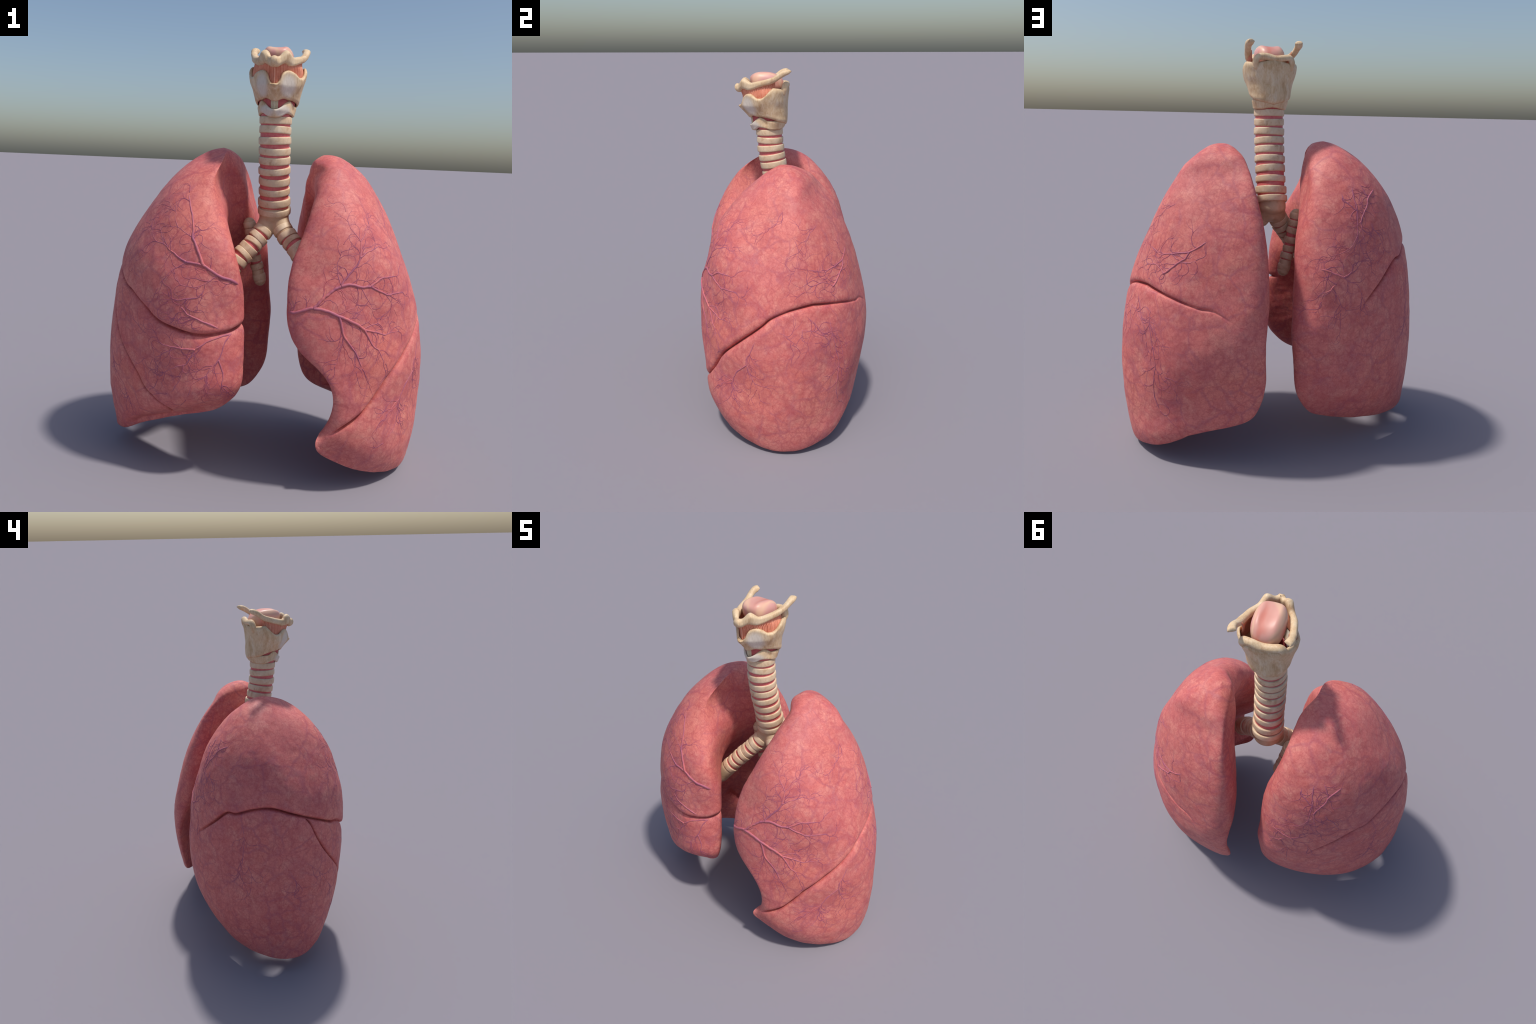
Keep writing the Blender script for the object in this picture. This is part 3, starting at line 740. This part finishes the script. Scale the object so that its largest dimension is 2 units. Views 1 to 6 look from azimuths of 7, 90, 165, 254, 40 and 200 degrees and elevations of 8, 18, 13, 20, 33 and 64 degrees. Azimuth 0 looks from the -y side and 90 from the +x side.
def vessel(Q, N, r, ns=12, lift=0.15, squash=0.85):
    """Half-sunk vessel tube along surface points Q with surface normals N."""
    T = np.gradient(Q, axis=0); T /= np.linalg.norm(T, axis=1)[:, None] + 1e-12
    B = np.cross(T, N); B /= np.linalg.norm(B, axis=1)[:, None] + 1e-12
    C = Q + N * (r * lift)[:, None] if np.ndim(lift) == 0 else Q + N * (r * np.asarray(lift))[:, None]
    th = np.arange(ns) / ns * 2 * np.pi
    V = (C[:, None] + B[:, None] * (r[:, None] * np.cos(th))[..., None]
         + N[:, None] * (squash * r[:, None] * np.sin(th))[..., None]).reshape(-1, 3)
    F = grid_faces(len(Q), ns, close_v=True)
    F.append(tuple(range(ns))); F.append(tuple((len(Q) - 1) * ns + i for i in range(ns)))
    return V, F

def vein_line(path, wobble, seed):
    L = sum(np.linalg.norm(np.subtract(a, b)) for a, b in zip(path[:-1], path[1:]))
    n = max(8, int(L / 0.004))
    Q = curve(path, n)
    t = np.linspace(0, L, n)
    env = np.sin(np.linspace(0, np.pi, n)) ** 0.5
    for ax in range(3):
        ph = seed * 1.7 + ax * 2.1
        Q[:, ax] += wobble * env * (np.sin(t * 95 + ph) + 0.6 * np.sin(t * 210 + 2 * ph))
    return Q

def attach(veins):
    """Let every branch start exactly on the vein it leaves; note which ends are free."""
    lines = [curve(v.path, 12 * len(v.path)) for v in veins]
    out = []
    for i, v in enumerate(veins):
        path = [np.array(p) for p in v.path]
        held = [False, False]
        for e, k in ((0, 0), (1, -1)):
            best = None
            for j, L in enumerate(lines):
                if j == i:
                    continue
                d = np.linalg.norm(L - path[k], axis=1)
                q = int(np.argmin(d))
                if d[q] < 0.016 and (best is None or d[q] < best[0]):
                    best = (d[q], L[q], 0 < q < len(L) - 1 or j < i)
            if best is not None:
                if e == 0 and best[2]:
                    path[k] = best[1]
                held[e] = True
        out.append((Vein(v.thick, v.thin, [tuple(p) for p in path]), held))
    return out

def add_vein(vein, held, bvh, parent):
    Q, N = on_surface(vein_line(vein.path, 0.0011, len(vein.path) + vein.path[0][0] * 40), bvh)
    u = np.linspace(0, 1, len(Q))
    L = np.linalg.norm(np.diff(Q, axis=0), axis=1).sum()
    r = 0.84 * (vein.thick + (vein.thin - vein.thick) * u)
    fade = np.ones_like(u)
    if not held[0]:
        fade = np.minimum(fade, np.clip(u * L / 0.030, 0, 1))
    if not held[1]:
        fade = np.minimum(fade, np.clip((1 - u) * L / 0.035, 0, 1))
    rr = r * (0.35 + 0.65 * fade) * (1 + 0.06 * np.sin(u * 40))
    lift = np.clip((rr - 0.0022) / 0.004, 0, 1) * 0.45 - 0.40 - 0.75 * (1 - fade)
    V, F = vessel(Q, N, rr, lift=lift)
    new_object("vein", V, F, VEIN, parent)

def add_capillaries(veins, bvh, parent):
    """Fine twigs that leave the veins, fork and wander over the surface."""
    rng = np.random.default_rng(11)
    parts = []
    def twig(p, n, d, r0, steps, level):
        line, dirs, norms = [p.copy()], [d], [n]
        bend = rng.normal(0, 0.04)
        for _ in range(steps):
            bend = 0.8 * bend + rng.normal(0, 0.085)
            d = d + np.cross(n, d) * bend
            d = d - n * (d @ n); d = d / np.linalg.norm(d)
            co, no, _, _ = bvh.find_nearest(Vector(p + d * 0.005))
            p = np.array(co); n = np.array(no)
            line.append(p.copy()); dirs.append(d); norms.append(n)
        L, M = on_surface(np.array(line), bvh, 2)
        parts.append(vessel(L, M, np.linspace(r0, 0.0005, len(L)), 6, lift=-0.3))
        if level > 0:
            for _ in range(2):
                k = int(rng.uniform(0.25, 0.8) * (len(line) - 1))
                a = rng.choice([-1, 1]) * rng.uniform(0.45, 0.9)
                e = dirs[k] * math.cos(a) + np.cross(norms[k], dirs[k]) * math.sin(a)
                twig(line[k], norms[k], e, r0 * 0.6, int(steps * rng.uniform(0.4, 0.7)), level - 1)
    for vein in veins:
        Q, N = on_surface(vein_line(vein.path, 0.0, 0), bvh, 1)
        starts = [(len(Q) - 2, rng.normal(0, 0.15))] + [
            (int(rng.uniform(0.1, 0.95) * (len(Q) - 2)), rng.choice([-1, 1]) * rng.uniform(0.45, 0.95))
            for _ in range(1 + len(Q) // 13)]
        for k, turn in starts:
            d = Q[k + 1] - Q[k]; d /= np.linalg.norm(d)
            d = d * math.cos(turn) + np.cross(N[k], d) * math.sin(turn)
            twig(Q[k].copy(), N[k], d, min(0.0025, 0.85 * vein.thin + 0.0006), int(rng.uniform(14, 32)), 1)
    V, F = merge(parts)
    ob = new_object("capillary", V, F, CAPILLARY, parent)
    ob["kind"] = "stuff"

build_lung("lung", LEFT_LUNG_SECTIONS,
           [Fissure(LEFT_FISSURE, [(0.17, 0.42, 0.60), (0.45, 0.05, 0.55), (0.40, -0.25, 0.42)], 0.029, 0.0042, 0.0060, 0.10, 0.45, 1)],
           ("lung_lobe", "lung_lobe"), LEFT_FRONT_VEINS + LEFT_SIDE_VEINS + LEFT_BACK_VEINS)
build_lung("lung", RIGHT_LUNG_SECTIONS,
           [Fissure([(-0.120, -0.293, 0.745), (-0.061, -0.340, 0.742)] + RIGHT_FISSURE, [(-0.10, 0.38, 0.70), (-0.42, 0.05, 0.76), (-0.34, -0.20, 0.75)], 0.030, 0.0042, 0.0062, 0.07, 0.20, -1),
            Fissure([(-0.709, -0.098, 0.948)] + RIGHT_FISSURE_LOWER, [(-0.38, -0.20, 0.40), (-0.44, -0.05, 0.60), (-0.44, 0.0, 0.75)], 0.019, 0.0032, 0.0046, 0.04, 0.0, 1)],
           ("lung_lobe", "lung_lobe", "lung_lobe"),
           RIGHT_FRONT_UPPER_VEINS + RIGHT_FRONT_LOWER_VEINS + RIGHT_BACK_VEINS + RIGHT_SIDE_VEINS, step=0.011)

# ------------------------------------------------------------------ windpipe
TRACHEA_AXIS = [(0.0165, -0.094, 1.72), (0.0165, -0.087, 1.655), (0.0165, -0.079, 1.56), (0.017, -0.064, 1.475),
                (0.018, -0.040, 1.385), (0.019, -0.012, 1.28), (0.020, 0.004, 1.23)]

def hoop(r, half, thick, ns=64, e=0.45):
    """A rounded band around z, outer radius r."""
    prof = []
    for a in np.linspace(0, 2 * np.pi, 20, endpoint=False):
        c, s = math.cos(a), math.sin(a)
        prof.append((r - thick / 2 + thick / 2 * math.copysign(abs(c) ** e, c), half * math.copysign(abs(s) ** e, s)))
    V = [(p * math.cos(t), p * math.sin(t), q) for t in np.arange(ns) / ns * 2 * np.pi for p, q in prof]
    return np.array(V), grid_faces(ns, len(prof), close_u=True, close_v=True)

def axis_frame(P, T):
    z = Vector(T).normalized()
    x = Vector((1, 0, 0)); x = (x - z * x.dot(z)).normalized()
    y = z.cross(x)
    M = Matrix((x, y, z)).transposed().to_4x4()
    M.translation = Vector(P)
    return M

trachea = group("trachea", ROOT)
axis = curve(TRACHEA_AXIS, 200)
V, F = tube(axis, 0.0695, ns=64, caps=False)
new_object("tracheal_wall", V, F, WALL, trachea)
hv, hf = hoop(0.0765, 0.0172, 0.016)
ring_mesh = None
for i, z in enumerate([1.655, 1.610, 1.564, 1.517, 1.473, 1.427, 1.378, 1.327, 1.276, 1.226]):
    k = int(np.argmin(abs(axis[:, 2] - z)))
    k = min(k, len(axis) - 2)
    T = axis[max(k - 1, 0)] - axis[k + 1]
    T = T / np.linalg.norm(T)
    T = T + np.array([0.03 * math.sin(i * 2.3), 0.05 + 0.03 * math.sin(i * 1.7), 0])
    if ring_mesh is None:
        ob = new_object("tracheal_ring", hv, hf, RING, trachea)
        ring_mesh = ob
    else:
        ob = ring_mesh.copy()
        bpy.context.scene.collection.objects.link(ob)
    s = 1.0 + 0.012 * math.sin(i * 4.1) + (0.03 if i >= 8 else 0) + (0.04 if i == 9 else 0)
    ob.matrix_local = axis_frame(axis[k], T) @ Matrix.Diagonal((s, s, 1 + 0.06 * math.sin(i * 3.3), 1))

# carina: the fork, one smooth saddle
RIGHT_BRONCHUS = [(0.006, 0.002, 1.185), (-0.028, -0.028, 1.125), (-0.075, -0.060, 1.060), (-0.128, -0.088, 0.995),
                  (-0.19, -0.118, 0.915), (-0.25, -0.140, 0.83)]
LEFT_BRONCHUS = [(0.036, 0.002, 1.185), (0.076, -0.028, 1.127), (0.124, -0.060, 1.075), (0.172, -0.090, 1.020),
                 (0.212, -0.128, 0.940), (0.242, -0.165, 0.850)]

def remeshed(name, parts, material, parent, voxel=0.005, smooth=4):
    V, F = merge(parts)
    ob = new_object(name, V, F, material, parent)
    md = ob.modifiers.new("fuse", 'REMESH'); md.mode = 'VOXEL'; md.voxel_size = voxel
    sm = ob.modifiers.new("soften", 'SMOOTH'); sm.iterations = smooth; sm.factor = 0.5
    dg = bpy.context.evaluated_depsgraph_get()
    me = bpy.data.meshes.new_from_object(ob.evaluated_get(dg))
    ob.modifiers.clear()
    old = ob.data; ob.data = me
    bpy.data.meshes.remove(old)
    me.polygons.foreach_set("use_smooth", [True] * len(me.polygons))
    return ob

stub = curve([(0.019, 0.0, 1.225), (0.020, 0.010, 1.19), (0.020, 0.010, 1.16)], 12)
rb = curve(RIGHT_BRONCHUS, 60); lb = curve(LEFT_BRONCHUS, 60)
remeshed("carina", [tube(stub, [0.073] * 8 + [0.066, 0.058, 0.05, 0.04], ns=32),
                    tube(rb[:14], np.linspace(0.056, 0.044, 14), ns=32),
                    tube(lb[:14], np.linspace(0.056, 0.044, 14), ns=32)], MOUTH, trachea, 0.005, 6)

def bronchus(path, ts, r=0.046, cone=None):
    g = group("bronchus", ROOT)
    P = curve(path, 120)
    V, F = tube(P, r * 0.93, ns=40)
    new_object("bronchial_wall", V, F, WALL, g)
    if cone:                                       # smooth cartilage sleeve where it enters the lung
        k = int(cone * 119)
        V, F = tube(P[k:], np.linspace(r * 1.06, r * 1.0, 120 - k), ns=40)
        new_object("bronchial_sleeve", V, F, MOUTH, g)
    v, f = hoop(r * 1.08, 0.0155, 0.012, 48)
    first = None
    for i, t in enumerate(ts):
        k = int(t * 119)
        T = P[k - 1] - P[min(k + 1, 119)]
        T = T / np.linalg.norm(T)
        T = T + np.array([0.12 * math.sin(i * 2.1), 0.12 * math.sin(i * 3.7), 0.0])
        if first is None:
            ob = first = new_object("bronchial_ring", v, f, RING, g)
        else:
            ob = first.copy(); bpy.context.scene.collection.objects.link(ob)
        s = 1 + 0.03 * math.sin(i * 1.9)
        ob.matrix_local = axis_frame(P[k], T) @ Matrix.Diagonal((s, s, 1 + 0.12 * math.sin(i * 2.7), 1))
    return g

bronchus(RIGHT_BRONCHUS, [0.205, 0.295, 0.38, 0.465, 0.55, 0.635, 0.72, 0.80], cone=0.85)
bronchus(LEFT_BRONCHUS, [0.175, 0.28, 0.385, 0.48, 0.575, 0.67, 0.76, 0.85, 0.93])

# beaded lower branch behind the right bronchus
branch = group("bronchus", ROOT)
bp = curve([(-0.105, 0.035, 1.155), (-0.088, 0.036, 1.08), (-0.068, 0.036, 0.98), (-0.050, 0.04, 0.905), (-0.041, 0.042, 0.868)], 160)
V, F = tube(bp[6:-6], 0.027, ns=32)
new_object("bronchial_wall", V, F, WALL, branch)
v, f = hoop(0.033, 0.0165, 0.014, 40, e=0.7)
first = None
for i in range(9):
    k = int((0.03 + 0.118 * i) * 159)
    T = bp[max(k - 1, 0)] - bp[min(k + 1, 159)]
    T = T / np.linalg.norm(T) + np.array([0.1 * math.sin(i * 2.2), 0.08 * math.sin(i), 0])
    if first is None:
        ob = first = new_object("bronchial_ring", v, f, RING, branch)
    else:
        ob = first.copy(); bpy.context.scene.collection.objects.link(ob)
    s = 0.97 + 0.05 * math.sin(i * 2.9)
    ob.matrix_local = axis_frame(bp[k], T) @ Matrix.Diagonal((s, s, 1, 1))
for end in (bp[:6], bp[-6:]):
    V, F = tube(end, 0.0295, ns=32)
    new_object("bronchial_tip", V, F, MOUTH, branch)

# -------------------------------------------------------------------- larynx
larynx = group("larynx", ROOT)
HALF = curve([(0, 0), (0.42, 0.115), (0.78, 0.32), (0.98, 0.55), (0.95, 0.74), (0.57, 0.935), (0, 1.0)], 241)

def outline(phi, rx, yf, yb, tip=0.0):
    """Point of the larynx wall; phi -1..1, 0 in front, +-1 at the back."""
    a = np.clip(np.abs(phi), 0, 1) * 240
    ux = np.interp(a, np.arange(241), HALF[:, 0]) * np.sign(phi)
    uy = np.interp(a, np.arange(241), HALF[:, 1])
    return X0 + ux * rx, yf + uy * (yb - yf)

def wall_band(phis, zlo, zhi, rx, yf, yb, thick, relief=None, nt=22, closed=False, power=8, back=0.35):
    """A plate following the larynx wall between two edge curves, with rounded edges."""
    t = np.linspace(0, 1, nt)
    prof = np.sqrt(np.clip(1 - np.abs(2 * t - 1) ** power, 0, 1))
    prof[0] = prof[-1] = 0.0
    rows = []
    for p in phis:
        z = zlo(p) + (zhi(p) - zlo(p)) * t
        e = 1e-3
        x, y = outline(np.full(nt, p), rx(z), yf(z), yb(z))
        xa, ya = outline(np.full(nt, p - e if p - e > -1 else p), rx(z), yf(z), yb(z))
        xb, yb_ = outline(np.full(nt, p + e if p + e < 1 else p), rx(z), yf(z), yb(z))
        tx, ty = xb - xa, yb_ - ya
        l = np.hypot(tx, ty) + 1e-9
        nx, ny = ty / l, -tx / l
        off = thick * prof
        if relief is not None:
            off = off + relief(p, t, z) * prof
        outer = np.stack([x + nx * off, y + ny * off, z], -1)
        inner = np.stack([x - nx * back * thick * prof, y - ny * back * thick * prof, z], -1)[::-1][1:-1]
        rows.append(np.vstack([outer, inner]))
    n = len(rows[0])
    V = np.vstack(rows)
    F = grid_faces(len(phis), n, close_u=closed, close_v=True)
    if not closed:
        F.append(tuple(range(n))); F.append(tuple((len(phis) - 1) * n + i for i in range(n)))
    return V, F

sym = lambda f: (lambda p: float(f(abs(p))))
full = np.linspace(-1, 1, 320, endpoint=False)
gauss = lambda x, c, w: np.exp(-((x - c) / w) ** 2)

# shield (thyroid) cartilage
t_rx = graph([1.69, 1.735, 1.78, 1.83, 1.865, 1.91], [0.086, 0.092, 0.104, 0.120, 0.124, 0.118])
t_yf = graph([1.69, 1.735, 1.77, 1.805, 1.83, 1.87, 1.91], [-0.180, -0.192, -0.220, -0.246, -0.243, -0.234, -0.226])
t_yb = graph([1.69, 1.74, 1.82, 1.91], [0.002, 0.006, 0.008, 0.014])
t_top = sym(graph([0, 0.04, 0.068, 0.10, 0.15, 0.20, 0.27, 0.36, 0.42, 0.52, 0.60, 0.70, 0.80, 1.0],
                  [1.806, 1.808, 1.820, 1.850, 1.866, 1.868, 1.861, 1.844, 1.846, 1.880, 1.899, 1.896, 1.894, 1.911]))
t_bot = sym(graph([0, 0.05, 0.11, 0.17, 0.24, 0.34, 0.5, 0.7, 0.85, 1.0],
                  [1.733, 1.735, 1.742, 1.746, 1.742, 1.741, 1.733, 1.716, 1.705, 1.694]))
def shield_relief(p, t, z):
    a = abs(p)
    r = -0.007 * gauss(a, 0.20, 0.10) * gauss(t, 0.5, 0.30)          # hollow front plates
    r = r + 0.003 * gauss(t, 0.93, 0.10) + 0.002 * gauss(t, 0.06, 0.08)  # thick rims
    r = r + 0.004 * gauss(a, 0.40, 0.06) * gauss(t, 0.75, 0.3)        # side ridge
    r = r - 0.004 * gauss(a, 0.62, 0.15) * gauss(t, 0.45, 0.25)
    r = r - 0.004 * gauss(a, 0.86, 0.07) * gauss(t, 0.55, 0.3)          # hollows beside the back ridge
    r = r + 0.004 * gauss(a, 0.0, 0.03) * gauss(t, 0.8, 0.5)
    return r
V, F = wall_band(full, t_bot, t_top, t_rx, t_yf, t_yb, 0.010, shield_relief, 40, closed=True)
V = V + (hash_noise(V, 28, 3) * 0.0016)[:, None] * [1, 1, 0]
new_object("thyroid_cartilage", V, F, SHIELD, larynx)

# ring (cricoid) cartilage
c_rx = graph([1.655, 1.68, 1.71, 1.75], [0.070, 0.076, 0.083, 0.088])
c_yf = graph([1.655, 1.68, 1.70, 1.75], [-0.172, -0.184, -0.192, -0.184])
c_yb = graph([1.655, 1.68, 1.71, 1.75], [-0.016, -0.010, 0.0, 0.004])
c_top = sym(graph([0, 0.06, 0.14, 0.22, 0.29, 0.36, 0.45, 1.0], [1.699, 1.701, 1.713, 1.732, 1.742, 1.734, 1.722, 1.722]))
c_bot = sym(graph([0, 0.08, 0.18, 0.28, 0.38, 0.55, 0.75, 1.0], [1.662, 1.663, 1.670, 1.682, 1.680, 1.671, 1.672, 1.682]))
def cricoid_relief(p, t, z):
    a = abs(p)
    return (0.004 * gauss(a, 0.28, 0.05) - 0.006 * gauss(a, 0.42, 0.08) * gauss(t, 0.6, 0.3) + 0.002 * gauss(t, 0.1, 0.1))
V, F = wall_band(full, c_bot, c_top, c_rx, c_yf, c_yb, 0.008, cricoid_relief, 26, closed=True, power=4)
new_object("cricoid_cartilage", V, F, CRICOID, larynx)

# red membrane between shield and ring, and its pale middle ligament
m_rx = graph([1.65, 1.70, 1.76], [0.068, 0.076, 0.084])
m_yf = graph([1.65, 1.70, 1.76], [-0.160, -0.180, -0.190])
m_yb = graph([1.65, 1.70, 1.76], [-0.022, -0.008, -0.004])
ridged = lambda n, h: (lambda p, t, z: h * np.cos(p * n * 2 * np.pi) * np.ones_like(t))
V, F = wall_band(np.linspace(-1, 1, 480, endpoint=False), lambda p: 1.668, lambda p: 1.765, m_rx, m_yf, m_yb, 0.003, ridged(60, 0.0008), 8, closed=True)
new_object("cricothyroid_membrane", V, F, REDMEM, larynx)
V, F = wall_band(np.linspace(-0.065, 0.065, 60), lambda p: 1.69, lambda p: 1.75, m_rx, m_yf, m_yb, 0.006, ridged(62, 0.001), 12)
new_object("cricothyroid_ligament", V, F, LIGAMENT, larynx)

# hyoid bone: a tall wavy horseshoe band with two upturned horns
y_rx = graph([1.87, 1.91, 1.95, 2.0], [0.110, 0.113, 0.116, 0.122])
y_yf = graph([1.87, 1.90, 1.93, 2.0], [-0.258, -0.266, -0.262, -0.255])
y_yb = graph([1.87, 2.0], [0.066, 0.078])
y_top = sym(graph([0, 0.035, 0.07, 0.12, 0.16, 0.20, 0.26, 0.35, 0.45, 0.54, 0.62, 0.69, 0.72, 0.735],
                  [1.922, 1.919, 1.922, 1.942, 1.950, 1.944, 1.926, 1.934, 1.946, 1.962, 1.984, 1.996, 1.997, 1.990]))
y_bot = sym(graph([0, 0.05, 0.10, 0.16, 0.22, 0.28, 0.35, 0.45, 0.54, 0.62, 0.69, 0.72, 0.735],
                  [1.872, 1.874, 1.884, 1.892, 1.886, 1.888, 1.898, 1.912, 1.926, 1.946, 1.963, 1.970, 1.980]))
def hyoid_relief(p, t, z):
    a = abs(p)
    r = 0.007 * gauss(a, 0.165, 0.045) * gauss(t, 0.75, 0.35) + 0.004 * gauss(a, 0.0, 0.03)
    r = r - 0.005 * gauss(a, 0.08, 0.03) * gauss(t, 0.6, 0.4) - 0.004 * gauss(a, 0.26, 0.05) * gauss(t, 0.5, 0.4)
    return r + 0.004 * gauss(a, 0.70, 0.05)
V, F = wall_band(np.linspace(-0.735, 0.735, 260), y_bot, y_top, y_rx, y_yf, y_yb, 0.0155, hyoid_relief, 26, power=2.6, back=1.0)
V[:, 0] += np.sign(V[:, 0] - X0) * 0.17 * np.clip(V[:, 1] + 0.065, 0, 1)      # horns spread outwards
V = V + hash_noise(V, 34, 5)[:, None] * np.array([0.0018, 0.0018, 0.0018])
new_object("hyoid_bone", V, F, HYOID, larynx)

# striated membrane hanging from the hyoid to the shield
h_rx = graph([1.80, 1.86, 1.91, 1.97], [0.108, 0.112, 0.102, 0.106])
h_yf = graph([1.80, 1.86, 1.90, 1.97], [-0.226, -0.232, -0.248, -0.235])
h_yb = graph([1.80, 1.86, 1.97], [0.004, 0.004, 0.014])
h_top = sym(graph([0, 0.15, 0.3, 0.45, 0.6, 0.72, 0.80], [1.885, 1.905, 1.915, 1.928, 1.944, 1.960, 1.962]))
h_bot = sym(graph([0, 0.5, 0.80], [1.79, 1.82, 1.865]))
def fibres(p, t, z):
    q = abs(p) - 0.06 * (z - 1.88) / 0.1 * np.clip((abs(p) - 0.15) * 2.5, 0, 1)
    return 0.0021 * np.cos(q * 46 * 2 * np.pi) + 0.001 * np.cos(q * 29 * 2 * np.pi + 1)
V, F = wall_band(np.linspace(-0.665, 0.665, 900), h_bot, h_top, h_rx, h_yf, h_yb, 0.005, fibres, 24)
new_object("thyrohyoid_membrane", V, F, MUSCLE, larynx)

# rolled rim on top of the back plate
ROLL = [(0.103, -0.014, 1.874), (0.106, -0.006, 1.896), (0.094, 0.000, 1.916), (0.058, 0.006, 1.919), (0.016, 0.008, 1.911),
        (-0.026, 0.006, 1.914), (-0.060, 0.000, 1.916), (-0.073, -0.006, 1.896), (-0.070, -0.014, 1.874)]
V, F = tube(curve(ROLL, 120), 0.018, 0.015, ns=24)
V = V + hash_noise(V, 30, 8)[:, None] * np.array([0.0015, 0.0015, 0.002])
new_object("arytenoid_cartilage", V, F, HYOID, larynx)

# epiglottis: a soft rounded lid with a shallow groove from front to back
bm = bmesh.new()
bmesh.ops.create_uvsphere(bm, u_segments=96, v_segments=64, radius=1)
P = np.array([v.co[:] for v in bm.verts])
fc = [tuple(v.index for v in f.verts) for f in bm.faces]
bm.free()
w = np.sign(P) * np.abs(P) ** 0.78
E = np.stack([X0 + w[:, 0] * 0.072, -0.100 + w[:, 1] * 0.092, 1.925 + w[:, 2] * 0.062], -1)
up = np.clip(P[:, 2], 0, 1)
E[:, 2] -= 0.012 * np.exp(-(P[:, 0] / 0.36) ** 2) * up
E[:, 1] += -0.02 * P[:, 2]
E[:, 2] += 0.0010 * np.cos(P[:, 0] * 11) * up        # faint lengthwise ribs
new_object("epiglottis", E, fc, EPIGLOTTIS, larynx)
